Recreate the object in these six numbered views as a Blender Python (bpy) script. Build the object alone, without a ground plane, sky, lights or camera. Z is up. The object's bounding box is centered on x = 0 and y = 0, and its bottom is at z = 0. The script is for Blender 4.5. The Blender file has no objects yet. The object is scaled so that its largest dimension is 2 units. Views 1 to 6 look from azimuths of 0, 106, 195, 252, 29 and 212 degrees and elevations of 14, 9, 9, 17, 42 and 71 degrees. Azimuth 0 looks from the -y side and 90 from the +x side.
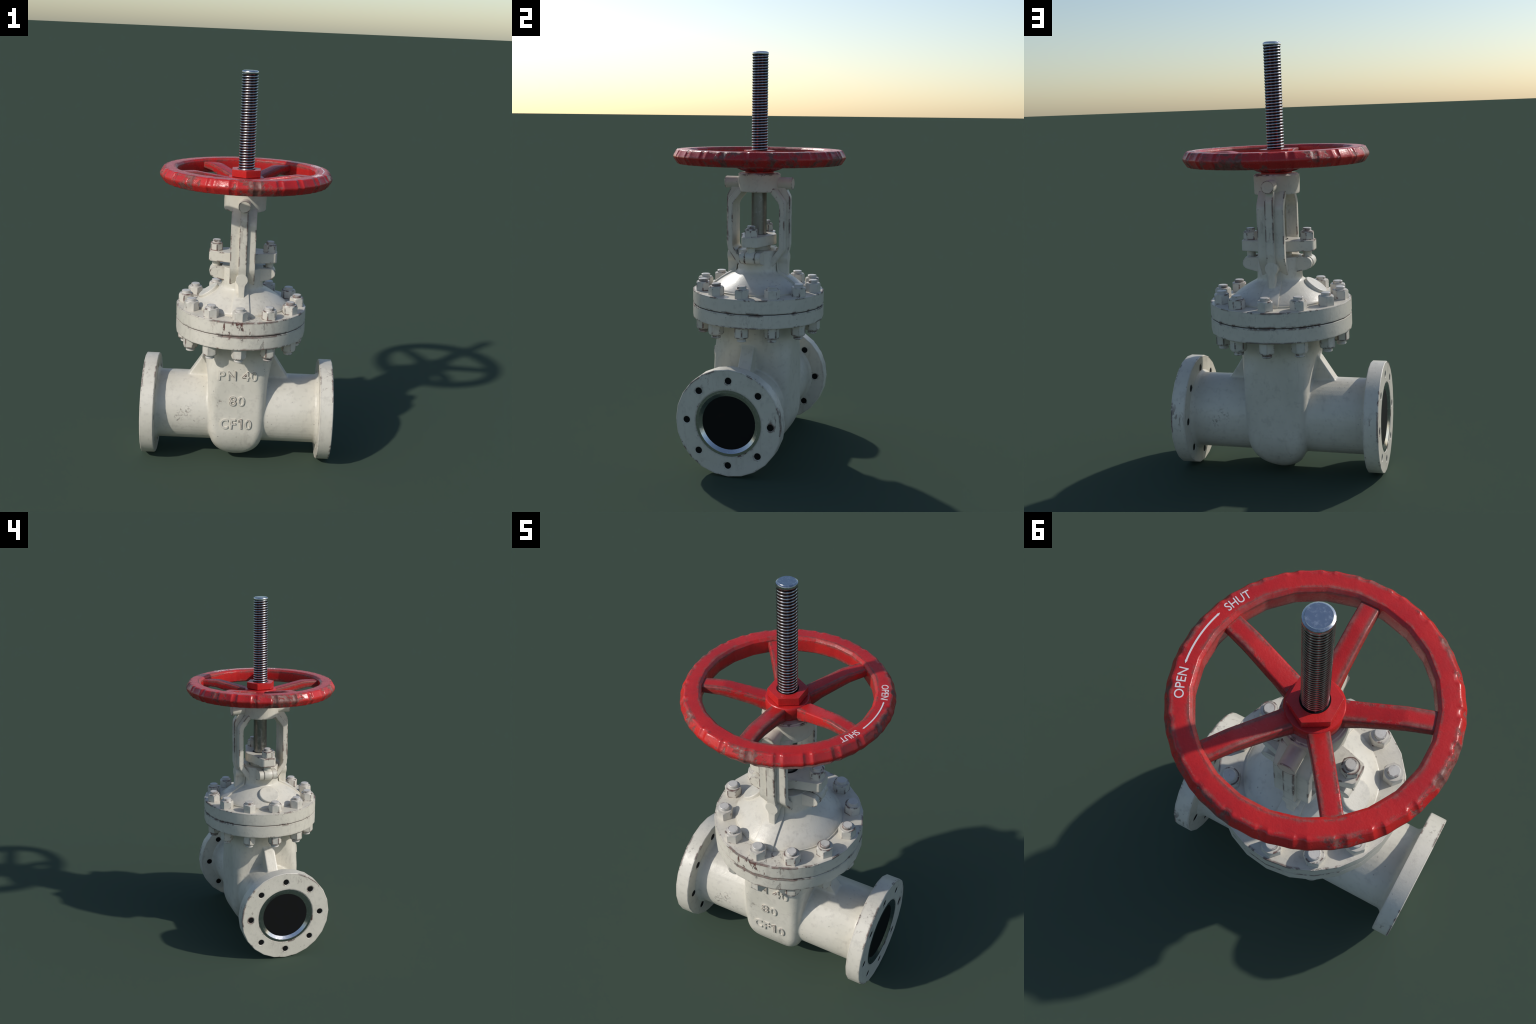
"""Cast rising-stem gate valve: white painted body between two pipe flanges, bolted bonnet,
open yoke, threaded steel stem and a chipped red handwheel.  Metres, z up."""
import bpy, bmesh, math, random
from math import sin, cos, pi, radians, sqrt, hypot
from mathutils import Vector, Matrix
from mathutils.bvhtree import BVHTree

random.seed(7)
FACETS = 24                       # the castings are 24-sided rounds
PIPE_Z = 0.2605                    # height of the pipe axis
scene = bpy.context.scene
COL = scene.collection


# ------------------------------------------------------------------ materials
class Nodes:
    def __init__(self, name):
        self.mat = bpy.data.materials.new(name)
        self.mat.use_nodes = True
        self.t = self.mat.node_tree
        self.t.nodes.clear()
        self.out = self.t.nodes.new("ShaderNodeOutputMaterial")
        self.bsdf = self.t.nodes.new("ShaderNodeBsdfPrincipled")
        self.t.links.new(self.bsdf.outputs[0], self.out.inputs[0])

    def put(self, sock, v):
        if isinstance(v, bpy.types.NodeSocket):
            self.t.links.new(v, sock)
        elif v is not None:
            sock.default_value = v

    def node(self, kind, ins=None, **props):
        n = self.t.nodes.new(kind)
        for k, v in props.items():
            setattr(n, k, v)
        for k, v in (ins or {}).items():
            self.put(n.inputs[k], v)
        return n

    def math(self, op, a, b=None, c=None, clamp=False):
        n = self.node("ShaderNodeMath", operation=op, use_clamp=clamp)
        for i, v in enumerate((a, b, c)):
            self.put(n.inputs[i], v)
        return n.outputs[0]

    def step(self, v, lo, hi, a=0.0, b=1.0):
        n = self.node("ShaderNodeMapRange", interpolation_type="SMOOTHSTEP")
        for i, x in enumerate((v, lo, hi, a, b)):
            self.put(n.inputs[i], x)
        return n.outputs[0]

    def mix(self, f, a, b):
        n = self.node("ShaderNodeMix", data_type="RGBA")
        self.put(n.inputs[0], f)
        for i, v in ((6, a), (7, b)):
            self.put(n.inputs[i], (*v, 1) if isinstance(v, tuple) and len(v) == 3 else v)
        return n.outputs[2]

    def noise(self, vec, scale, detail=4.0, rough=0.55, dist=0.0):
        n = self.node("ShaderNodeTexNoise", {"Vector": vec, "Scale": scale, "Detail": detail,
                                             "Roughness": rough, "Distortion": dist})
        return n.outputs[0]

    def near(self, vec, centre, radius, stretch=(1, 1, 1)):
        """1 at a place on the object, falling to 0 at radius."""
        d = self.node("ShaderNodeVectorMath", {0: vec, 1: centre}, operation="SUBTRACT").outputs[0]
        d = self.node("ShaderNodeVectorMath", {0: d, 1: stretch}, operation="MULTIPLY").outputs[0]
        d = self.node("ShaderNodeVectorMath", {0: d}, operation="LENGTH").outputs["Value"]
        return self.step(d, radius, radius * 0.35)

    def coords(self, per_object):
        v = self.node("ShaderNodeTexCoord").outputs["Object"]
        if per_object:
            r = self.node("ShaderNodeObjectInfo").outputs["Random"]
            r = self.math("MULTIPLY", r, 13.0)
            v = self.node("ShaderNodeVectorMath", {0: v, 1: r}, operation="ADD").outputs[0]
        return v

    def edge(self, radius):
        """How far the rounded normal leans away from the true one: picks out edges."""
        bev = self.node("ShaderNodeBevel", {"Radius": radius}, samples=10).outputs[0]
        nrm = self.node("ShaderNodeNewGeometry").outputs["Normal"]
        d = self.node("ShaderNodeVectorMath", {0: bev, 1: nrm}, operation="DOT_PRODUCT").outputs["Value"]
        return self.math("SUBTRACT", 1.0, d)


RUST, GRIME = (0.120, 0.048, 0.040), (0.085, 0.066, 0.058)


def white_paint(name, wear=0.5, edge_radius=0.006, places=(), pits=(), per_object=False,
                base=(0.660, 0.620, 0.534), chip_scale=22.0):
    """wear: how much of the edges is chipped; places: (centre, radius, amount[, stretch]) with
    more chipping; pits: (centre, radius) clusters of small craters."""
    m = Nodes(name)
    p = m.coords(per_object)
    big = m.noise(p, 5.0, 5.0, 0.6)
    fine = m.noise(p, 38.0, 5.0, 0.62)
    grain = m.noise(p, 160.0, 3.0, 0.6)
    col = m.mix(m.step(big, 0.36, 0.66), base, tuple(c * k for c, k in zip(base, (0.91, 0.915, 0.905))))
    col = m.mix(m.math("MULTIPLY", m.step(fine, 0.50, 0.72), 0.30), col, (0.36, 0.33, 0.29))
    runs = m.node("ShaderNodeVectorMath", {0: p, 1: (1.0, 1.0, 0.14)}, operation="MULTIPLY").outputs[0]
    runs = m.math("MULTIPLY", m.step(m.noise(runs, 30.0, 4.0, 0.6), 0.54, 0.74), m.step(m.noise(p, 4.0, 2.0), 0.42, 0.62))
    col = m.mix(m.math("MULTIPLY", runs, 0.30), col, (0.34, 0.29, 0.25))
    # sparse small dark specks, gathered where the large noise is high
    vor = m.node("ShaderNodeTexVoronoi", {"Vector": p, "Scale": 46.0, "Randomness": 1.0})
    gate = m.math("MULTIPLY", m.step(vor.outputs["Color"], 0.60, 0.70), m.step(m.noise(p, 9.0, 2.0), 0.46, 0.58))
    speck = m.math("MULTIPLY", m.step(vor.outputs["Distance"], 0.20, 0.10), gate)
    speck = m.math("MULTIPLY", speck, m.step(grain, 0.40, 0.55))
    col = m.mix(m.math("MULTIPLY", speck, 0.6), col, (0.16, 0.135, 0.12))
    # chipped edges
    e = m.edge(edge_radius)
    region = None
    for place in places:
        g = m.math("MULTIPLY", m.near(p, place[0], place[1], *place[3:4]), place[2])
        region = g if region is None else m.math("MAXIMUM", region, g)
    amount = m.math("ADD", region, wear, clamp=True) if region is not None else wear
    if per_object:                                  # some repeats are far more worn than others
        luck = m.node("ShaderNodeObjectInfo").outputs["Random"]
        amount = m.math("MULTIPLY_ADD", m.math("SUBTRACT", luck, 0.5), 0.5, amount, clamp=True)
    chip = m.math("ADD", m.noise(p, chip_scale, 6.0, 0.68), m.math("MULTIPLY", m.noise(p, 6.0, 2.0), 0.55))
    bar = m.math("MULTIPLY_ADD", amount, -0.40, 1.03)
    chips = m.step(chip, bar, m.math("ADD", bar, 0.07))
    edge = m.math("MULTIPLY", m.step(m.math("MULTIPLY_ADD", m.math("SUBTRACT", fine, 0.5), 0.05, e), 0.006, 0.026), chips, clamp=True)
    rim = m.math("MULTIPLY", m.step(e, 0.002, 0.05), m.math("MULTIPLY", amount, 0.5))
    col = m.mix(rim, col, (0.34, 0.28, 0.25))
    wornc = m.mix(m.step(m.noise(p, 55.0, 2.0), 0.42, 0.6), RUST, GRIME)
    col = m.mix(edge, col, wornc)
    bumpin = m.math("MULTIPLY_ADD", grain, 0.35, m.math("MULTIPLY", fine, 0.65))
    bumpin = m.math("SUBTRACT", bumpin, m.math("MULTIPLY", edge, 0.9))
    if region is not None:
        drawn = m.node("ShaderNodeVectorMath", {0: p, 1: (1.0, 1.0, 0.38)}, operation="MULTIPLY").outputs[0]
        # chips run a little way in from the edges there
        far = m.math("MULTIPLY", m.math("MULTIPLY", m.math("POWER", region, 1.5), 1.3),
                     m.step(m.noise(drawn, 34.0, 5.0, 0.7, 0.4), 0.56, 0.62), clamp=True)
        col = m.mix(far, col, wornc)
        bumpin = m.math("SUBTRACT", bumpin, far)
    for centre, radius in pits:
        hole = m.step(m.noise(p, 85.0, 4.0, 0.72), 0.52, 0.59)
        hole = m.math("MULTIPLY", hole, m.step(m.noise(p, 33.0, 2.0), 0.40, 0.50))
        hole = m.math("MULTIPLY", hole, m.near(p, centre, radius))
        col = m.mix(m.math("MULTIPLY", hole, 0.62), col, (0.20, 0.155, 0.13))
        bumpin = m.math("SUBTRACT", bumpin, m.math("MULTIPLY", hole, 1.6))
    m.put(m.bsdf.inputs["Base Color"], col)
    rough = m.math("MULTIPLY_ADD", fine, 0.22, 0.27)
    m.put(m.bsdf.inputs["Roughness"], m.math("MULTIPLY_ADD", edge, 0.3, rough))
    b = m.node("ShaderNodeBump", {"Strength": 0.5, "Distance": 0.0022, "Height": bumpin})
    m.put(m.bsdf.inputs["Normal"], b.outputs[0])
    return m.mat


def red_paint(name, wear=0.5, edge_radius=0.009, rim=False, per_object=False):
    m = Nodes(name)
    p = m.coords(per_object)
    big, fine, grain = m.noise(p, 6.0, 4.0), m.noise(p, 40.0, 5.0, 0.65), m.noise(p, 190.0, 3.0)
    col = m.mix(m.step(big, 0.38, 0.64), (0.54, 0.021, 0.019), (0.46, 0.017, 0.018))
    col = m.mix(m.math("MULTIPLY", m.step(fine, 0.5, 0.75), 0.3), col, (0.30, 0.020, 0.020))
    e = m.step(m.edge(edge_radius), 0.003, 0.022)
    chip = m.math("ADD", m.noise(p, 36.0, 7.0, 0.74, 0.3), m.math("MULTIPLY_ADD", m.noise(p, 6.5, 3.0), 1.15, -0.225))
    side = None
    if rim:
        # the hand-worn outside of the rim: bare bands at the grip notches
        s = m.node("ShaderNodeSeparateXYZ", {0: p})
        r = m.math("SQRT", m.math("ADD", m.math("POWER", s.outputs[0], 2.0), m.math("POWER", s.outputs[1], 2.0)))
        ang = m.math("MULTIPLY", m.math("ADD", m.math("ARCTAN2", s.outputs[1], s.outputs[0]), radians(-7.5)), 24.0)
        notch = m.step(m.math("COSINE", ang), 0.35, 0.95)
        side = m.math("MULTIPLY", m.step(r, 0.400, 0.410), m.math("MULTIPLY_ADD", notch, 0.35, 0.40))
        e = m.math("MAXIMUM", m.math("MULTIPLY", e, 0.9), side)
    bar = 1.08 - 0.42 * wear
    worn = m.step(m.math("MULTIPLY_ADD", e, 0.26, chip), bar + 0.22, bar + 0.34)
    worn = m.math("MULTIPLY", worn, m.step(e, 0.02, 0.25), clamp=True)
    bare = m.mix(m.step(m.noise(p, 70.0, 3.0), 0.4, 0.62), (0.085, 0.055, 0.043), (0.135, 0.108, 0.088))
    col = m.mix(m.math("MULTIPLY", worn, 0.78), col, bare)
    m.put(m.bsdf.inputs["Base Color"], col)
    m.put(m.bsdf.inputs["Roughness"], m.math("MULTIPLY_ADD", fine, 0.20, m.math("MULTIPLY_ADD", worn, 0.22, 0.18)))
    h = m.math("MULTIPLY_ADD", grain, 0.25, m.math("MULTIPLY", fine, 0.7))
    h = m.math("SUBTRACT", h, m.math("MULTIPLY", worn, 1.0))
    if rim:
        pinch = m.math("SUBTRACT", m.step(m.math("COSINE", ang), -0.45, 0.60), m.math("MULTIPLY", m.step(m.math("COSINE", ang), 0.45, 1.0), 2.4))
        h = m.math("MULTIPLY_ADD", m.math("MULTIPLY", pinch, m.step(r, 0.392, 0.408)), 0.9, h)
    b = m.node("ShaderNodeBump", {"Strength": 0.55, "Distance": 0.003, "Height": h})
    m.put(m.bsdf.inputs["Normal"], b.outputs[0])
    return m.mat


def steel(name, colour, rough, metallic=1.0, scuffs=0.0):
    m = Nodes(name)
    p = m.coords(False)
    fine = m.noise(p, 70.0, 5.0, 0.6)
    col = m.mix(m.math("MULTIPLY", m.step(fine, 0.5, 0.7), scuffs), colour, tuple(min(1, c * 1.7 + 0.02) for c in colour))
    m.put(m.bsdf.inputs["Base Color"], col)
    m.put(m.bsdf.inputs["Metallic"], metallic)
    m.put(m.bsdf.inputs["Roughness"], m.math("MULTIPLY_ADD", m.step(fine, 0.4, 0.7), 0.12, rough))
    return m.mat


def plain(name, colour, rough, spec=0.5):
    m = Nodes(name)
    m.put(m.bsdf.inputs["Base Color"], (*colour, 1))
    m.put(m.bsdf.inputs["Roughness"], rough)
    m.put(m.bsdf.inputs["Specular IOR Level"], spec)
    return m.mat


M_BODY = white_paint("white_paint_cast_body", 0.20, 0.010,
                     pits=(((-0.265, -0.165, 0.280), 0.052), ((0.265, 0.165, 0.280), 0.052), ((-0.30, -0.17, 0.25), 0.03), ((0.30, 0.17, 0.25), 0.03),
                           ((-0.08, -0.2, 0.345), 0.035)))
M_LETTERS = white_paint("white_paint_lettering", 0.62, 0.005)  # strong edge tint draws the contact shading round the raised letters
M_FLANGE = white_paint("white_paint_pipe_flange", 0.44, 0.015,
                       places=(((0.490, 0.250, 0.29), 0.10, 0.62), ((-0.490, 0.250, 0.29), 0.10, 0.62),
                               ((0.486, -0.14, 0.47), 0.12, 0.45), ((-0.486, -0.14, 0.47), 0.12, 0.45)))
M_BONNET = white_paint("white_paint_bonnet_flange", 0.55, 0.016,
                       places=(((0.01, -0.335, 0.79), 0.20, 0.85, (1, 1, 1.9)), ((0.12, -0.30, 0.68), 0.13, 0.5),
                               ((-0.02, 0.335, 0.75), 0.16, 0.22), ((0.33, 0.05, 0.72), 0.14, 0.25)))
M_DOME = white_paint("white_paint_dome", 0.15, 0.008)
M_YOKE = white_paint("white_paint_yoke", 0.52, 0.013,
                     places=(((0, -0.17, 1.2), 0.16, 0.35, (2, 1, 1)), ((0, 0.17, 1.2), 0.16, 0.35, (2, 1, 1))))
M_PIN = white_paint("white_paint_pin", 0.80, 0.008)
M_NUT = white_paint("white_paint_nut", 0.66, 0.013, per_object=True, base=(0.630, 0.595, 0.525), chip_scale=30.0)
M_STUD = white_paint("white_paint_stud", 0.52, 0.008, per_object=True, base=(0.60, 0.575, 0.535))
M_GLAND = white_paint("white_paint_gland", 0.52, 0.012,
                      places=(((-0.176, 0, 1.070), 0.055, 1.0),))
M_RIM = red_paint("red_paint_rim", 0.73, 0.028, rim=True)
M_SPOKE = red_paint("red_paint_spoke", 0.86, 0.030, per_object=True)
M_HUB = red_paint("red_paint_hub", 0.12, 0.004)
M_LETTER = plain("white_lettering", (0.74, 0.66, 0.66), 0.45)
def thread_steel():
    """Polished crests, grooves painted dark for their occlusion shade: told apart by the distance from the stem axis."""
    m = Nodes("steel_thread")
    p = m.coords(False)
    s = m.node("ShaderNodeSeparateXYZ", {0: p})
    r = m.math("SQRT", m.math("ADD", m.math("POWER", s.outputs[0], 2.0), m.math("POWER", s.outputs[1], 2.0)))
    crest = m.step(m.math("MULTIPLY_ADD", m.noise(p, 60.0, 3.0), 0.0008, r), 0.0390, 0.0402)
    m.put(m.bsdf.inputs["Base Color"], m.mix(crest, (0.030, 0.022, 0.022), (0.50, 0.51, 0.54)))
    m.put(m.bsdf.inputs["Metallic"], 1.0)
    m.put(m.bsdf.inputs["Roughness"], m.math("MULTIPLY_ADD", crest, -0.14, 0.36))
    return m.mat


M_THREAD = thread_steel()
M_STEMTOP = steel("scuffed_steel_end", (0.55, 0.57, 0.60), 0.20, scuffs=0.35)
M_ROD = steel("dull_steel_rod", (0.27, 0.265, 0.25), 0.32, scuffs=0.35)
M_SEAT = steel("machined_steel_seat", (0.52, 0.53, 0.55), 0.16)
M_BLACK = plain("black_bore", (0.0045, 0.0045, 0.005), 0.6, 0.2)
M_SEAM = plain("dark_gasket", (0.05, 0.04, 0.035), 0.8, 0.2)


# ------------------------------------------------------------------ geometry helpers
def obj_from_bm(name, bm, mat, parent=None, bevel=0.0, segs=2, angle=32, sharp=38):
    """Make an object; bevel is baked in, then smooth shading with sharp edges above an angle."""
    bmesh.ops.remove_doubles(bm, verts=bm.verts, dist=1e-6)
    bmesh.ops.recalc_face_normals(bm, faces=bm.faces)
    me = bpy.data.meshes.new(name)
    bm.to_mesh(me)
    bm.free()
    ob = bpy.data.objects.new(name, me)
    COL.objects.link(ob)
    me.materials.append(mat)
    if bevel:
        b = ob.modifiers.new("bevel", "BEVEL")
        b.width, b.segments, b.limit_method, b.angle_limit = bevel, segs, "ANGLE", radians(angle)
        b.use_clamp_overlap = True
        bake(ob)
    finish(ob, sharp, bool(bevel))
    if parent:
        ob.parent = parent
    return ob


def bake(ob):
    dg = bpy.context.evaluated_depsgraph_get()
    me = bpy.data.meshes.new_from_object(ob.evaluated_get(dg))
    old = ob.data
    ob.modifiers.clear()
    ob.data = me
    me.name = ob.name
    bpy.data.meshes.remove(old)


def finish(ob, sharp, weighted=False):
    me = ob.data
    me.polygons.foreach_set("use_smooth", [True] * len(me.polygons))
    me.set_sharp_from_angle(angle=radians(sharp))
    if weighted:
        w = ob.modifiers.new("weighted", "WEIGHTED_NORMAL")
        w.keep_sharp = True
        w.weight = 80
        bake(ob)


def loft(bm, rings, close_ends=True, loop=False):
    """Skin a list of equal-length rings of points."""
    vs = [[bm.verts.new(p) for p in ring] for ring in rings]
    n = len(vs[0])
    pairs = list(zip(vs, vs[1:])) + ([(vs[-1], vs[0])] if loop else [])
    for a, b in pairs:
        for i in range(n):
            j = (i + 1) % n
            bm.faces.new((a[i], a[j], b[j], b[i]))
    if close_ends and not loop:
        bm.faces.new(vs[0][::-1])
        bm.faces.new(vs[-1])
    return vs


def turn(bm, profile, segs=FACETS, axis="z", origin=(0, 0, 0), phase=0.0, loop=False):
    """Revolve (radius, height) points about an axis."""
    def place(r, h, a):
        c, s = r * cos(a), r * sin(a)
        p = {"z": (c, s, h), "x": (h, c, s), "y": (c, h, s)}[axis]
        return [p[i] + origin[i] for i in range(3)]
    angles = [phase + 2 * pi * k / segs for k in range(segs)]
    rings = [[place(max(r, 1e-5), h, a) for a in angles] for r, h in profile]
    loft(bm, rings, True, loop)


def prism(bm, outline, axis, lo, hi):
    """Extrude a 2-D outline along an axis. outline is in the two other axes, cyclic order."""
    def place(u, v, w):
        return {"z": (u, v, w), "x": (w, u, v), "y": (u, w, v)}[axis]
    loft(bm, [[place(u, v, lo) for u, v in outline], [place(u, v, hi) for u, v in outline]])


def rounded(pts, radii, n=4):
    """Round the corners of a closed outline."""
    out = []
    k = len(pts)
    for i in range(k):
        p, a, b = Vector(pts[i]), Vector(pts[i - 1]), Vector(pts[(i + 1) % k])
        r = radii[i] if isinstance(radii, (list, tuple)) else radii
        if r <= 0:
            out.append(tuple(p))
            continue
        u, v = (a - p).normalized(), (b - p).normalized()
        half = u.angle(v) / 2
        t = min(r / math.tan(half), 0.48 * (a - p).length, 0.48 * (b - p).length)
        p0, p1 = p + u * t, p + v * t
        for s in range(n + 1):
            f = s / n
            q = p0 * (1 - f) ** 2 + p * 2 * f * (1 - f) + p1 * f ** 2
            out.append(tuple(q))
    return out


def empty(name, parent=None):
    e = bpy.data.objects.new(name, None)
    COL.objects.link(e)
    e.empty_display_size = 0.1
    if parent:
        e.parent = parent
    return e


def text_mesh(body, height, width=None, depth=0.003, bevel=0.0, spacing=1.0, weight=0.0):
    """Built-in font lettering scaled to a cap height and a width, centred on x, baseline at y = 0."""
    cu = bpy.data.curves.new("lettering_curve", "FONT")
    cu.body, cu.size, cu.space_character = body, 1.0, spacing
    cu.extrude, cu.resolution_u, cu.offset = 0.05, 5, weight
    tmp = bpy.data.objects.new("lettering_source", cu)
    COL.objects.link(tmp)
    dg = bpy.context.evaluated_depsgraph_get()
    me = bpy.data.meshes.new_from_object(tmp.evaluated_get(dg))
    bpy.data.objects.remove(tmp)
    bpy.data.curves.remove(cu)
    bm = bmesh.new()
    bm.from_mesh(me)
    bpy.data.meshes.remove(me)
    bmesh.ops.remove_doubles(bm, verts=bm.verts, dist=1e-5)
    xs, ys = [v.co.x for v in bm.verts], [v.co.y for v in bm.verts]
    x0, x1, top = min(xs), max(xs), 0.729
    sy = height / top
    sx = width / (x1 - x0) if width else sy
    for v in bm.verts:
        v.co = Vector(((v.co.x - (x0 + x1) / 2) * sx, v.co.y * sy, depth * (1 if v.co.z > 0 else 0)))
    return bm


def cut(bm_long, step_len):
    """Split long edges so that lettering can follow a curved surface."""
    for _ in range(3):
        long_edges = [e for e in bm_long.edges if e.calc_length() > step_len]
        if not long_edges:
            break
        bmesh.ops.subdivide_edges(bm_long, edges=long_edges, cuts=1)
    bmesh.ops.triangulate(bm_long, faces=bm_long.faces)


# ------------------------------------------------------------------ the valve
valve = empty("gate_valve")
valve["label"] = "white cast gate valve with bolted bonnet, threaded stem and worn red handwheel"
valve["category"] = "gate valve"

# ---- cast body: pocket for the gate, two pipe stubs and gusset ribs, melted into one casting
def body_section(z):
    """Half width, half depth and corner radius of the gate pocket at a height."""
    def along(table, t):
        for (a, va), (b, vb) in zip(table, table[1:]):
            if t <= b:
                f = (t - a) / (b - a)
                f = max(0.0, min(1.0, f))
                return va + (vb - va) * f
        return table[-1][1]
    hx = along([(0.0, 0.134), (0.15, 0.139), (0.25, 0.144), (0.38, 0.147), (0.45, 0.152), (0.50, 0.159), (0.55, 0.170), (0.60, 0.184),
                (0.66, 0.203), (0.70, 0.207)], z)
    hy = along([(0.0, 0.2005), (0.60, 0.2005), (0.66, 0.205), (0.70, 0.206)], z)
    rc = along([(0.0, 0.070), (0.12, 0.050), (0.25, 0.042), (0.40, 0.046), (0.50, 0.075), (0.60, 0.150), (0.66, 0.200), (0.70, 0.205)], z)
    if z < 0.205:                                   # rounded belly
        u = min(1.0, (0.205 - z) / 0.1990)
        hy *= sqrt(max(0.0, 1 - u * u))
        hx *= max(0.0, 1 - u ** 2.2) ** 0.5
    return max(hx, 0.004), max(hy, 0.004), rc


SECTIONS = []
for k in range(34):
    z = 0.0062 + (0.22 - 0.0062) * (1 - cos(pi / 2 * k / 33))
    SECTIONS.append((z, *body_section(z)))
for k in range(1, 25):
    z = 0.22 + (0.69 - 0.22) * k / 24
    SECTIONS.append((z, *body_section(z)))


def rounded_box(hx, hy, rc, z, per_corner=18):
    """Rectangle with circular corners, always 4 * per_corner points."""
    rc = min(rc, hx * 0.999, hy * 0.999)
    pts = []
    for q in range(4):
        cx, cy = ((1, 1), (-1, 1), (-1, -1), (1, -1))[q]
        for k in range(per_corner):
            a = pi / 2 * (q + k / (per_corner - 1) * 0.9999)
            pts.append((cx * (hx - rc) + rc * cos(a), cy * (hy - rc) + rc * sin(a), z))
    return pts


bm = bmesh.new()
loft(bm, [rounded_box(hx, hy, rc, z) for z, hx, hy, rc in SECTIONS])
turn(bm, [(0.1775, -0.425), (0.1775, 0.425)], 48, "x", (0, 0, PIPE_Z), pi / 48)
for side in (-1, 1):
    # small fillet where the stub meets its flange
    turn(bm, [(0.1765, side * 0.398), (0.1795, side * 0.407), (0.185, side * 0.4135), (0.192, side * 0.4175), (0.192, side * 0.425)],
         48, "x", (0, 0, PIPE_Z), pi / 48)
    rib = [(side * 0.08, 0.34), (side * 0.12, 0.575), (side * 0.166, 0.575), (side * 0.268, 0.4185), (side * 0.268, 0.36)]
    prism(bm, rounded(rib, [0, 0, 0.006, 0.006, 0]), "y", -0.0335, 0.0335)
bmesh.ops.recalc_face_normals(bm, faces=bm.faces)
me = bpy.data.meshes.new("valve_body")
bm.to_mesh(me)
bm.free()
body = bpy.data.objects.new("valve_body", me)
COL.objects.link(body)
r = body.modifiers.new("melt", "REMESH")
r.mode, r.voxel_size, r.adaptivity = "VOXEL", 0.0046, 0.0
s = body.modifiers.new("soften", "SMOOTH")
s.factor, s.iterations = 0.5, 5
bake(body)
finish(body, 180)
body.data.materials.clear()
body.data.materials.append(M_BODY)
body.parent = valve

# raised casting marks on the front of the body
bvh = BVHTree.FromObject(body, bpy.context.evaluated_depsgraph_get())


def cast_mark(body_text, centre_x, base_z, height, width):
    if body_text == "1":                            # the built-in 1 is a bare bar; this one has a flag
        bm = bmesh.new()
        t, w = 0.0092, width / 2
        prism(bm, [(w - t, 0), (w, 0), (w, height), (w - t, height), (-w, height * 0.86), (-w, height * 0.70), (w - t, height * 0.80)], "z", 0, 1.0)
    else:
        bm = text_mesh(body_text, height, width, 1.0, weight=0.015)
    cut(bm, 0.010)
    for v in bm.verts:
        x, z, out = centre_x + v.co.x, base_z + v.co.y, v.co.z
        hit = bvh.ray_cast(Vector((x, -1, z)), Vector((0, 1, 0)))
        v.co = Vector((x, hit[0].y + (-0.0056 if out > 0.5 else 0.004), z))
    ob = obj_from_bm("cast_lettering", bm, M_LETTERS, body, 0.0016, 1, 50, 55)
    return ob


for row, base_z, cap in (((("P", -0.081, 0.034), ("N", -0.029, 0.042), ("4", 0.040, 0.037), ("0", 0.081, 0.034)), 0.4775, 0.0490),
                         ((("8", -0.021, 0.035), ("0", 0.022, 0.036)), 0.3410, 0.0525),
                         ((("C", -0.0605, 0.039), ("F", -0.0155, 0.028), ("1", 0.0200, 0.020), ("0", 0.0605, 0.037)), 0.2150, 0.0535)):
    for letter, x, wide in row:
        cast_mark(letter, x, base_z, cap, wide)

# ---- pipe flanges with bored bolt holes, steel seat ring and black bore
HOLE_R, HOLE_CIRCLE = 0.0160, 0.2057


def flange_mesh(side):
    """A drilled ring built by skinning: outer rim, two faces pierced by eight holes."""
    bm = bmesh.new()
    xi, xo, chamf = 0.418 * side, 0.4865 * side, 0.003
    turn(bm, [(0.17, xi), (0.2575, xi), (0.2605, xi + side * chamf), (0.2605, xo - side * chamf), (0.2575, xo), (0.1655, xo),
              (0.1640, xo - side * 0.0030), (0.1600, xo - side * 0.0030), (0.1600, xi + side * 0.02), (0.17, xi + side * 0.01)],
         FACETS, "x", (0, 0, PIPE_Z), 0.0, loop=True)
    bmesh.ops.recalc_face_normals(bm, faces=bm.faces)
    me = bpy.data.meshes.new("pipe_flange")
    bm.to_mesh(me)
    bm.free()
    ob = bpy.data.objects.new("pipe_flange", me)
    COL.objects.link(ob)
    me.materials.append(M_FLANGE)
    cb = bmesh.new()
    for k in range(8):
        a = 2 * pi * k / 8
        o = (0, HOLE_CIRCLE * cos(a), PIPE_Z + HOLE_CIRCLE * sin(a))
        lo, hi = 0.40 * side, 0.50 * side
        turn(cb, [(HOLE_R, lo), (HOLE_R, hi)], 24, "x", o)
        for f, d in ((xo, side), (xi, -side)):      # countersinks
            turn(cb, [(HOLE_R - 0.002, f - d * 0.0045), (HOLE_R + 0.0035, f + d * 0.001)], 24, "x", o)
    bmesh.ops.recalc_face_normals(cb, faces=cb.faces)
    cme = bpy.data.meshes.new("drill")
    cb.to_mesh(cme)
    cb.free()
    drill = bpy.data.objects.new("drill", cme)
    COL.objects.link(drill)
    b = ob.modifiers.new("drill", "BOOLEAN")
    b.operation, b.object, b.solver, b.use_self = "DIFFERENCE", drill, "EXACT", True
    bake(ob)
    bpy.data.objects.remove(drill)
    bpy.data.meshes.remove(cme)
    finish(ob, 32)
    ob.data.materials.clear()
    ob.data.materials.append(M_FLANGE)
    ob.parent = valve
    return ob, xi, xo


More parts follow.
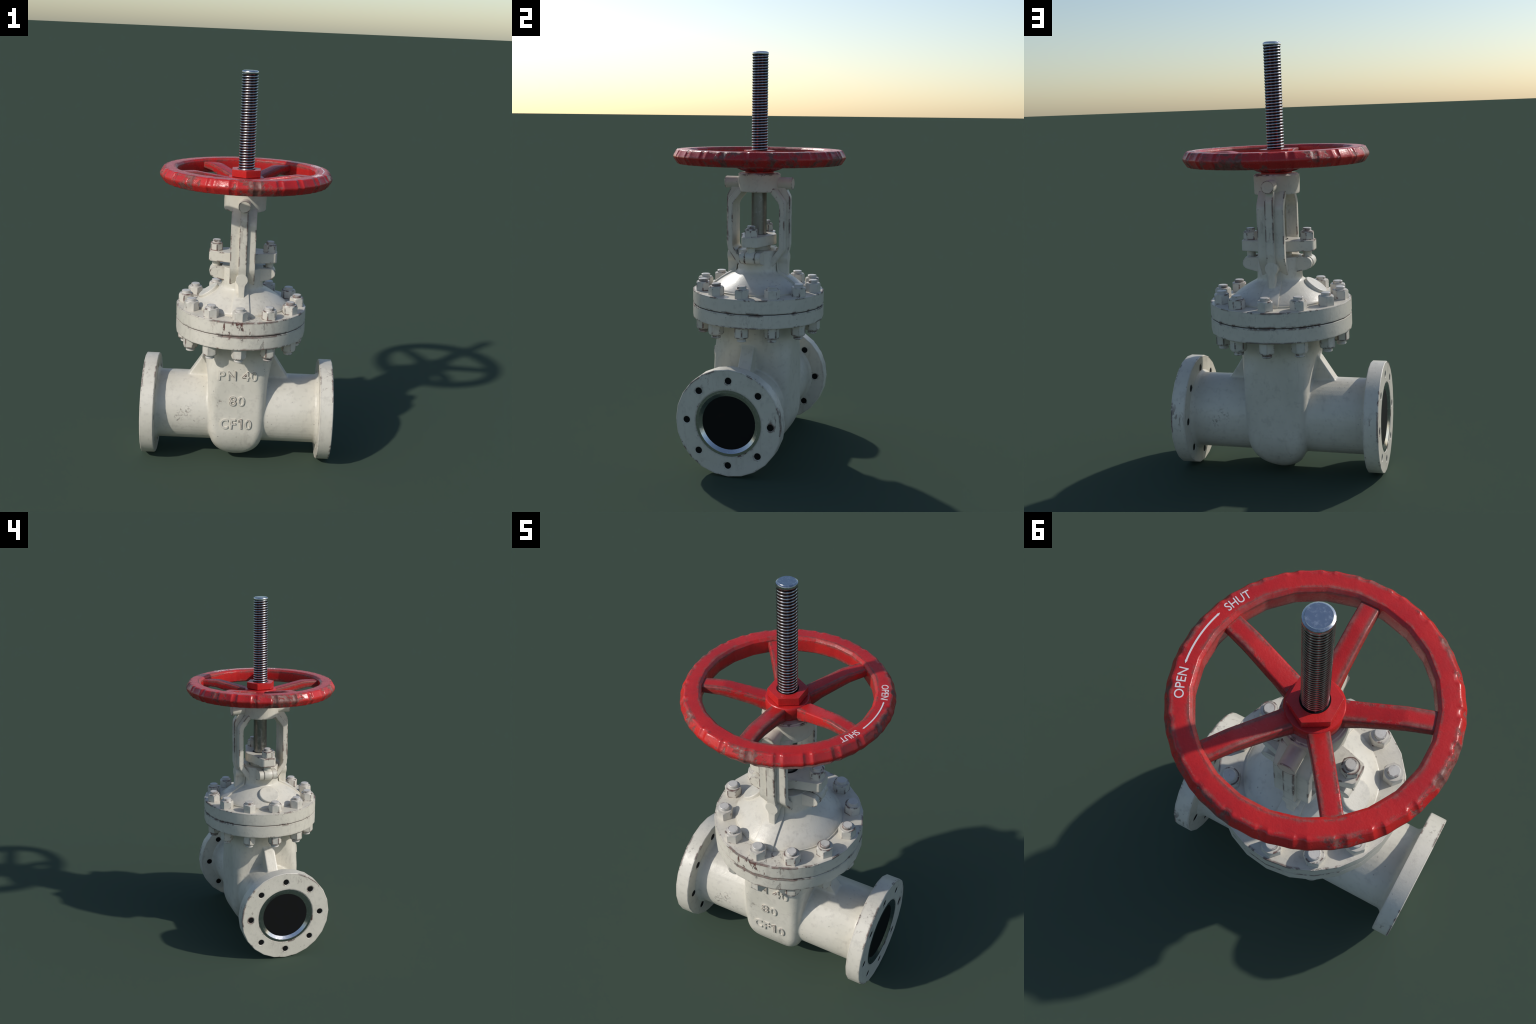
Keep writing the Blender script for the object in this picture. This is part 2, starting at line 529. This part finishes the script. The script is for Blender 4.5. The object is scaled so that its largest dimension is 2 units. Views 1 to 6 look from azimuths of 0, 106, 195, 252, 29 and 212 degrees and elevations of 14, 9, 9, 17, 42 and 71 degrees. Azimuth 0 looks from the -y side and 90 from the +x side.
for side in (1, -1):
    fl, xi, xo = flange_mesh(side)
    bm = bmesh.new()
    turn(bm, [(0.1605, xo - side * 0.012), (0.1605, xo - side * 0.0012), (0.1475, xo - side * 0.0012), (0.1290, xo - side * 0.0120),
              (0.1290, xo - side * 0.018)], 48, "x", (0, 0, PIPE_Z), loop=True)
    obj_from_bm("seat_ring", bm, M_SEAT, fl, sharp=20)
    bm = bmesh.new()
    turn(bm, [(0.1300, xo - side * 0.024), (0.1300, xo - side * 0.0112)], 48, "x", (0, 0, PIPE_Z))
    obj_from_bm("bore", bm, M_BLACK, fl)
    for k in range(8):
        a = 2 * pi * k / 8
        bm = bmesh.new()
        turn(bm, [(HOLE_R + 0.0004, xi + side * 0.0018), (HOLE_R + 0.0004, xo - side * 0.0022)], 20, "x",
             (0, HOLE_CIRCLE * cos(a), PIPE_Z + HOLE_CIRCLE * sin(a)))
        obj_from_bm("bolt_hole", bm, M_BLACK, fl)

# ---- the two bonnet flanges, a thin gasket between
def disc_part(name, r, z0, z1, mat, parent, bevel=0.004, segs=FACETS):
    bm = bmesh.new()
    turn(bm, [(r, z0), (r, z1)], segs, "z")
    return obj_from_bm(name, bm, mat, parent, bevel, 2)


lower = disc_part("body_flange", 0.3325, 0.680, 0.7485, M_BONNET, body, 0.0045)
bonnet = disc_part("bonnet_flange", 0.3325, 0.7515, 0.8215, M_BONNET, valve, 0.0045)
disc_part("gasket", 0.3270, 0.747, 0.753, M_SEAM, bonnet, 0.0)

# ---- dome and stuffing-box neck: one turned casting with two broad ribs towards the yoke arms
DOME = [(0.2385, 0.815), (0.2385, 0.8290), (0.2350, 0.8305), (0.2335, 0.8330), (0.2255, 0.8400), (0.2130, 0.8500), (0.1930, 0.8655), (0.1700, 0.8810),
        (0.1450, 0.8960), (0.1220, 0.9080), (0.1110, 0.9150), (0.1062, 0.9230), (0.1055, 0.9350), (0.1055, 1.0220),
        (0.1030, 1.0245), (0.0640, 1.0245), (0.0620, 1.0200), (0.0620, 1.0000)]
bm = bmesh.new()
turn(bm, DOME, 48, "z")
dome = obj_from_bm("dome", bm, M_DOME, bonnet, sharp=34)


def dome_z(r):
    for (r0, z0), (r1, z1) in zip(DOME, DOME[1:]):
        if r1 <= r <= r0 and r0 > r1:
            return z0 + (z1 - z0) * (r0 - r) / (r0 - r1)
    return 0.93


for sgn in (-1, 1):
    bm = bmesh.new()
    rings = []
    for y in (0.098, 0.110, 0.125, 0.145, 0.165, 0.185, 0.205, 0.222, 0.2325, 0.2395):
        half = 0.034 + 0.012 * max(0, (y - 0.10) / 0.14)
        top = dome_z(y) + 0.0085
        if y > 0.239:
            top = 0.8315
        ring = []
        for x, dz in ((-half, -0.03), (-half, -0.002), (-half + 0.004, 0.0), (0, 0.0), (half - 0.004, 0.0), (half, -0.002), (half, -0.03)):
            ring.append((x, sgn * y, max(0.812, top + dz)))
        rings.append(ring)
    loft(bm, rings)
    obj_from_bm("dome_rib", bm, M_DOME, dome, 0.0, sharp=50)

# round pad cast on the dome, looking along -x
bm = bmesh.new()
turn(bm, [(0.058, -0.030), (0.058, 0.0105), (0.0545, 0.0140)], 20, "z")
pad = obj_from_bm("boss_pad", bm, M_DOME, dome, 0.002, sharp=40)
nrm = Vector((-0.56, 0.0, 0.83)).normalized()
pad.matrix_world = Matrix.Translation(Vector((-0.170, 0, 0.8835)) - nrm * 0.0055) @ nrm.to_track_quat("Z", "Y").to_matrix().to_4x4()

# lugs on the neck that hold the swing bolts, one fork on each side
for sx in (-1, 1):
    for sy in (-1, 1):
        bm = bmesh.new()
        side_view = [(sx * 0.06, 1.0235), (sx * 0.06, 0.945), (sx * 0.100, 0.957), (sx * 0.143, 0.9675)]
        for k in range(9):
            a = -pi / 2.3 + (pi / 2.3 + pi / 2) * k / 8
            side_view.append((sx * (0.1375 + 0.0275 * cos(a)), 0.9955 + 0.0275 * sin(a)))
        y0, y1 = sorted((sy * 0.0265, sy * 0.0530))
        prism(bm, side_view, "y", y0, y1)
        obj_from_bm("lug", bm, M_GLAND, dome, 0.0030)
    # hinge pin through both lugs
    bm = bmesh.new()
    turn(bm, [(0.0135, -0.0538), (0.0135, 0.0538)], 20, "y", (sx * 0.1375, 0, 0.9955))
    obj_from_bm("hinge_pin", bm, M_DOME, dome, 0.0006)

# ---- nuts and studs
def hex_nut_mesh(r, h):
    """Hexagon with the chamfered corners that give the curved crown line."""
    bm = bmesh.new()
    seg, rings = 36, []

    def hexr(a):
        return r * cos(pi / 6) / cos((a % (pi / 3)) - pi / 6)
    lim = r * cos(pi / 6)
    for z, frac in ((0.0, 2.0), (h - 0.0075, 2.0), (h - 0.0050, 0.66), (h - 0.0025, 0.30), (h - 0.0005, 0.02), (h, -0.05)):
        ring = []
        for k in range(seg):
            a = 2 * pi * k / seg
            rad = min(hexr(a), lim + (r - lim) * frac)
            ring.append((rad * cos(a), rad * sin(a), z))
        rings.append(ring)
    loft(bm, rings)
    return bm


def threaded_end(r, z0, z1):
    """A short stud: a few thread grooves, then a domed flat end."""
    prof = [(r, z0)]
    z, pitch = z0 + 0.002, 0.0042
    while z + pitch < z1 - 0.003:
        prof += [(r, z), (r - 0.0009, z + pitch * 0.45), (r, z + pitch * 0.9)]
        z += pitch
    prof += [(r, z1 - 0.0022), (r - 0.0026, z1)]
    return prof


nut_src = obj_from_bm("nut", hex_nut_mesh(0.0385, 0.0460), M_NUT, sharp=30)
bm = bmesh.new()
turn(bm, threaded_end(0.0228, 0.040, 0.0605), 24)
stud_src = obj_from_bm("stud", bm, M_STUD, sharp=28)
low_nut_src = obj_from_bm("nut", hex_nut_mesh(0.0385, 0.0540), M_NUT, sharp=30)
bm = bmesh.new()
turn(bm, threaded_end(0.0228, 0.048, 0.0730), 24)
low_stud_src = obj_from_bm("stud", bm, M_STUD, sharp=28)
first = True
for k in range(12):
    a = 2 * pi * k / 12
    x, y = 0.284 * cos(a), 0.284 * sin(a)
    spin = a + radians(20) + radians(random.uniform(-4, 4))
    for z, flip, par in ((0.8205, False, bonnet), (0.6810, True, lower)):
        for src in ((low_nut_src, low_stud_src) if flip else (nut_src, stud_src)):
            o = src if first else src.copy()
            if o is not src:
                COL.objects.link(o)
            rot = Matrix.Rotation(spin, 4, "Z")
            if flip:
                rot = Matrix.Rotation(pi, 4, "X") @ Matrix.Rotation(-spin, 4, "Z")
            o.matrix_world = Matrix.Translation((x, y, z)) @ rot
            o.parent = par
    first = False

# ---- gland: follower, strap and swing bolts
bm = bmesh.new()
half = []
for k in range(7):
    a = radians(50 + 80 * k / 6)
    half.append((0.089 * cos(a), 0.089 * sin(a)))
strap = [(0.172, -0.030), (0.172, 0.030), (0.164, 0.041)] + half + [(-0.164, 0.041), (-0.172, 0.030), (-0.172, -0.030), (-0.164, -0.041)]
strap += [(-x, -y) for x, y in half] + [(0.164, -0.041)]
prism(bm, strap, "z", 1.0500, 1.1005)
gland = obj_from_bm("gland_strap", bm, M_GLAND, valve, 0.0035, sharp=40)
bm = bmesh.new()
turn(bm, [(0.0590, 0.995), (0.0590, 1.052)], 32)
obj_from_bm("gland_follower", bm, M_GLAND, gland)
bm = bmesh.new()
turn(bm, [(0.0445, 1.0985), (0.0445, 1.1015), (0.040, 1.1015)], 32)
obj_from_bm("stem_packing", bm, M_BLACK, gland)
small_nut = obj_from_bm("nut", hex_nut_mesh(0.0345, 0.0400), M_NUT, sharp=30)
bm = bmesh.new()
prof = threaded_end(0.0205, 0.036, 0.0555)
turn(bm, prof, 20)
small_stud = obj_from_bm("stud", bm, M_STUD, sharp=28)
for i, sx in enumerate((1, -1)):
    for src in (small_nut, small_stud):
        o = src if i == 0 else src.copy()
        if i:
            COL.objects.link(o)
        o.matrix_world = Matrix.Translation((sx * 0.1355, 0, 1.0995)) @ Matrix.Rotation(radians(12 + 23 * i), 4, "Z")
        o.parent = gland
    bm = bmesh.new()
    turn(bm, [(0.0205, 0.985), (0.0205, 1.051)], 20, "z", (sx * 0.1355, 0, 0))
    obj_from_bm("swing_bolt", bm, M_GLAND, gland)
    bm = bmesh.new()
    turn(bm, [(0.0215, -0.0245), (0.0290, -0.0235), (0.0300, -0.020), (0.0300, 0.020), (0.0290, 0.0235), (0.0215, 0.0245)], 24, "y",
         (sx * 0.1385, 0, 0.9965))
    obj_from_bm("bolt_eye", bm, M_GLAND, gland, sharp=50)

# ---- yoke: head, two T-section arms, side pins
yoke_bm = bmesh.new()
turn(yoke_bm, [(0.1035, 1.3150), (0.1050, 1.3180), (0.1062, 1.4000), (0.1050, 1.4030), (0.0985, 1.4035), (0.0975, 1.4080), (0.0700, 1.4080),
               (0.0440, 1.4080), (0.0440, 1.3160)], FACETS, "z", loop=True)
yoke = obj_from_bm("yoke_head", yoke_bm, M_YOKE, valve, 0.0014, 2, 40)


def bend(points, r, n=5):
    """Open polyline with rounded inner corners."""
    pts = [Vector(p) for p in points]
    out = [tuple(pts[0])]
    for a, p, b in zip(pts, pts[1:], pts[2:]):
        u, v = (a - p).normalized(), (b - p).normalized()
        t = min(r, 0.45 * (a - p).length, 0.45 * (b - p).length)
        for s in range(n + 1):
            f = s / n
            q = (p + u * t) * (1 - f) ** 2 + p * 2 * f * (1 - f) + (p + v * t) * f ** 2
            out.append(tuple(q))
    out.append(tuple(pts[-1]))
    return out


for sgn in (-1, 1):
    arm = empty("yoke_arm", valve)
    # plate: outline seen along x
    inner = bend([(0.060, 1.330), (0.120, 1.256), (0.120, 1.036), (0.060, 0.958)], 0.016)
    outer = bend([(0.090, 0.945), (0.1475, 1.026), (0.1475, 1.268), (0.095, 1.335)], 0.018)
    bm = bmesh.new()
    prism(bm, [(sgn * y, z) for y, z in inner + outer], "x", -0.0627, 0.0627)
    plate = obj_from_bm("arm_plate", bm, M_YOKE, arm, 0.0035, 2, 40, 38)
    # spine rib down the outside, swelling at a boss and running out on the dome
    spine = bend([(0.100, 1.37), (0.135, 1.345), (0.1650, 1.292), (0.1650, 1.048), (0.1560, 1.012), (0.1555, 0.984)], 0.014)
    spine += [(0.100, 0.984), (0.130, 1.02), (0.130, 1.28), (0.090, 1.34)]
    bm = bmesh.new()
    prism(bm, [(sgn * y, z) for y, z in spine], "x", -0.0197, 0.0197)
    obj_from_bm("arm_rib", bm, M_YOKE, arm, 0.0025, 2, 40, 38)
    # boss: a short round swelling whose sides run tangent into the foot
    drop = []
    for k in range(13):
        a = radians(-48 + 276 * k / 12)
        drop.append((0.0305 * cos(a), 0.986 + 0.0305 * sin(a)))
    drop += [(-0.0165, 0.954), (-0.0150, 0.930), (-0.0145, 0.865), (0.0145, 0.865), (0.0150, 0.930), (0.0165, 0.954)]
    bm = bmesh.new()
    prism(bm, drop, "y", *sorted((sgn * 0.09, sgn * 0.1580)))
    obj_from_bm("rib_boss", bm, M_DOME, arm, 0.003, 2)
    # pin
    bm = bmesh.new()
    turn(bm, [(0.0300, sgn * 0.07), (0.0300, sgn * 0.1730), (0.0285, sgn * 0.1745)], 24, "y", (0, 0, 1.3575))
    obj_from_bm("side_pin", bm, M_PIN, arm, 0.0, sharp=30)

# ---- stem: plain rod below, rolled thread above with a chamfered end
bm = bmesh.new()
turn(bm, [(0.0385, 1.04), (0.0385, 1.42)], 24)
stem = obj_from_bm("stem_rod", bm, M_ROD, valve)

PITCH, R_OUT, R_IN, SIDES = 0.01325, 0.0413, 0.0380, 24
bm = bmesh.new()
per = 8
z_lo, z_hi = 1.470, 1.9850
rows = int((z_hi - z_lo) / PITCH * per)
prev = None
for j in range(rows + 1):
    row = []
    for k in range(SIDES):
        a = 2 * pi * k / SIDES
        z = z_lo + PITCH * j / per
        f = 0.5 + 0.5 * cos(2 * pi * ((z - z_lo) / PITCH - k / SIDES))
        rr = (R_IN + (R_OUT - R_IN) * f ** 0.9)
        rr *= (cos(pi / 12) / cos((a % (pi / 6)) - pi / 12)) ** 0.8      # twelve-sided
        row.append(bm.verts.new((rr * cos(a), rr * sin(a), z)))
    if prev:
        for k in range(SIDES):
            n = (k + 1) % SIDES
            bm.faces.new((prev[k], prev[n], row[n], row[k]))
    prev = row
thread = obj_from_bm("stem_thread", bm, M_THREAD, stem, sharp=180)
bm = bmesh.new()
turn(bm, [(0.0375, 1.983), (0.0408, 1.9845), (0.0413, 1.9860), (0.0413, 1.9940), (0.0405, 1.9958), (0.0352, 1.9990), (0.0344, 1.9992), (0.0338, 2.0000)], 24)
obj_from_bm("stem_end", bm, M_STEMTOP, stem, sharp=25)

# ---- handwheel
STEP = 2 * pi / 24
RIM = rounded([(0.4320, 1.4870), (0.4105, 1.5232), (0.3540, 1.5235), (0.3435, 1.5140), (0.3435, 1.4570), (0.3500, 1.4505), (0.4070, 1.4510)],
              [0.019, 0.013, 0.006, 0.005, 0.004, 0.004, 0.012], 5)


def grip(r, z, a):
    """24 flats; at each corner a pinched notch, deepest on the upper and lower shoulders."""
    d = ((a - radians(7.5) + STEP / 2) % STEP) - STEP / 2
    flat = cos(STEP / 2) / cos(abs(((a - radians(7.5)) % STEP) - STEP / 2))
    out = max(0.0, min(1.0, (r - 0.385) / 0.022))
    shoulder = min(1.0, abs(z - 1.487) / 0.028)
    g = -(0.0018 + 0.0042 * shoulder) * math.exp(-(d / 0.027) ** 2) + (0.0010 + 0.0008 * shoulder) * math.exp(-((abs(d) - 0.060) / 0.032) ** 2)
    return r * (flat ** 0.85) * 1.002 + out * g


bm = bmesh.new()
N = 24 * 14
rings = []
for k in range(N):
    a = 2 * pi * k / N
    rings.append([(grip(r, z, a) * cos(a), grip(r, z, a) * sin(a), z) for r, z in RIM])
loft(bm, rings, False, True)
wheel = obj_from_bm("handwheel_rim", bm, M_RIM, valve, sharp=70)

# spokes: flat by the rim, then dipping to the hub
SPOKE_LINE = [  # radius, top z, bottom z, half width
    (0.352, 1.5090, 1.4780, 0.0330), (0.268, 1.5100, 1.4725, 0.0330), (0.258, 1.5098, 1.4705, 0.0330), (0.246, 1.5080, 1.4675, 0.0330),
    (0.212, 1.5010, 1.4590, 0.0332), (0.140, 1.4870, 1.4410, 0.0340), (0.092, 1.4775, 1.4210, 0.0350), (0.070, 1.4740, 1.4150, 0.0355)]


def spoke_mesh():
    bm = bmesh.new()
    rings = []
    for r, zt, zb, w in SPOKE_LINE:
        sec = rounded([(w, zb), (w * 0.93, zt), (-w * 0.93, zt), (-w, zb)], [0.006, 0.007, 0.007, 0.006], 3)
        rings.append([(r, y, z) for y, z in sec])
    loft(bm, rings)
    return bm


spoke_src = obj_from_bm("spoke", spoke_mesh(), M_SPOKE, wheel, sharp=60)
for k in range(5):
    o = spoke_src if k == 0 else spoke_src.copy()
    if k:
        COL.objects.link(o)
    o.rotation_euler = (0, 0, radians(-90 + 72 * k))
    o.parent = wheel

bm = bmesh.new()
turn(bm, [(0.0715, 1.4050), (0.0715, 1.4130), (0.0800, 1.4190), (0.0880, 1.4270), (0.0920, 1.4350), (0.0920, 1.4680), (0.0890, 1.4770),
          (0.0860, 1.4800), (0.0500, 1.4815), (0.0440, 1.4815), (0.0440, 1.4050)], 48, "z", loop=True)
hub = obj_from_bm("hub", bm, M_HUB, wheel, sharp=40)
# hexagonal yoke nut
bm = bmesh.new()
hole = 48
outer_ring = []
for k in range(hole):
    a = 2 * pi * k / hole
    rad = 0.0815 * cos(pi / 6) / cos(((a - radians(30)) % (pi / 3)) - pi / 6)
    outer_ring.append((rad * cos(a), rad * sin(a)))
inner_ring = [(0.0445 * cos(2 * pi * k / hole), 0.0445 * sin(2 * pi * k / hole)) for k in range(hole)]
loft(bm, [[(x, y, z) for x, y in ring] for ring, z in
          ((inner_ring, 1.480), (outer_ring, 1.4835), (outer_ring, 1.5185), (inner_ring, 1.5185))], False, True)
obj_from_bm("lock_nut", bm, M_HUB, wheel, 0.0016, 2, 28, 30)
bm = bmesh.new()
turn(bm, [(0.0448, 1.495), (0.0448, 1.5172), (0.0400, 1.5165), (0.0375, 1.495)], 32, "z", loop=True)
obj_from_bm("stem_packing", bm, M_BLACK, wheel)

# lettering and double arrow on the rim, painted white, tops outward, reading clockwise
TOP_Z = 1.5236


def rim_text(body_text, mid_angle, span, height=0.029, r_base=0.3690):
    r_mid = r_base + height / 2
    bm = text_mesh(body_text, height, span * r_mid, 1.0, weight=0.002)
    cut(bm, 0.010)
    for v in bm.verts:
        a = mid_angle - v.co.x / r_mid
        r = r_base + v.co.y
        v.co = Vector((r * cos(a), r * sin(a), TOP_Z + (0.0007 if v.co.z > 0.5 else -0.004)))
    return obj_from_bm("rim_lettering", bm, M_LETTER, wheel, sharp=30)


rim_text("OPEN", radians(21.2), radians(14.2))
rim_text("SHUT", radians(-25.8), radians(12.6))
bm = bmesh.new()
rings = []
a0, a1 = radians(12.0), radians(-16.0)
for k in range(49):
    f = k / 48
    a = a0 + (a1 - a0) * f
    end = min(f, 1 - f) * abs(a1 - a0) * 0.384          # metres from the nearer tip
    w = 0.0026 if end > 0.0115 else 0.0052 * max(0.04, end / 0.0115)
    rings.append([((0.3840 + q) * cos(a), (0.3840 + q) * sin(a), TOP_Z + h) for q, h in ((-w, -0.004), (w, -0.004), (w, 0.0007), (-w, 0.0007))])
loft(bm, rings)
obj_from_bm("rim_arrow", bm, M_LETTER, wheel, sharp=30)
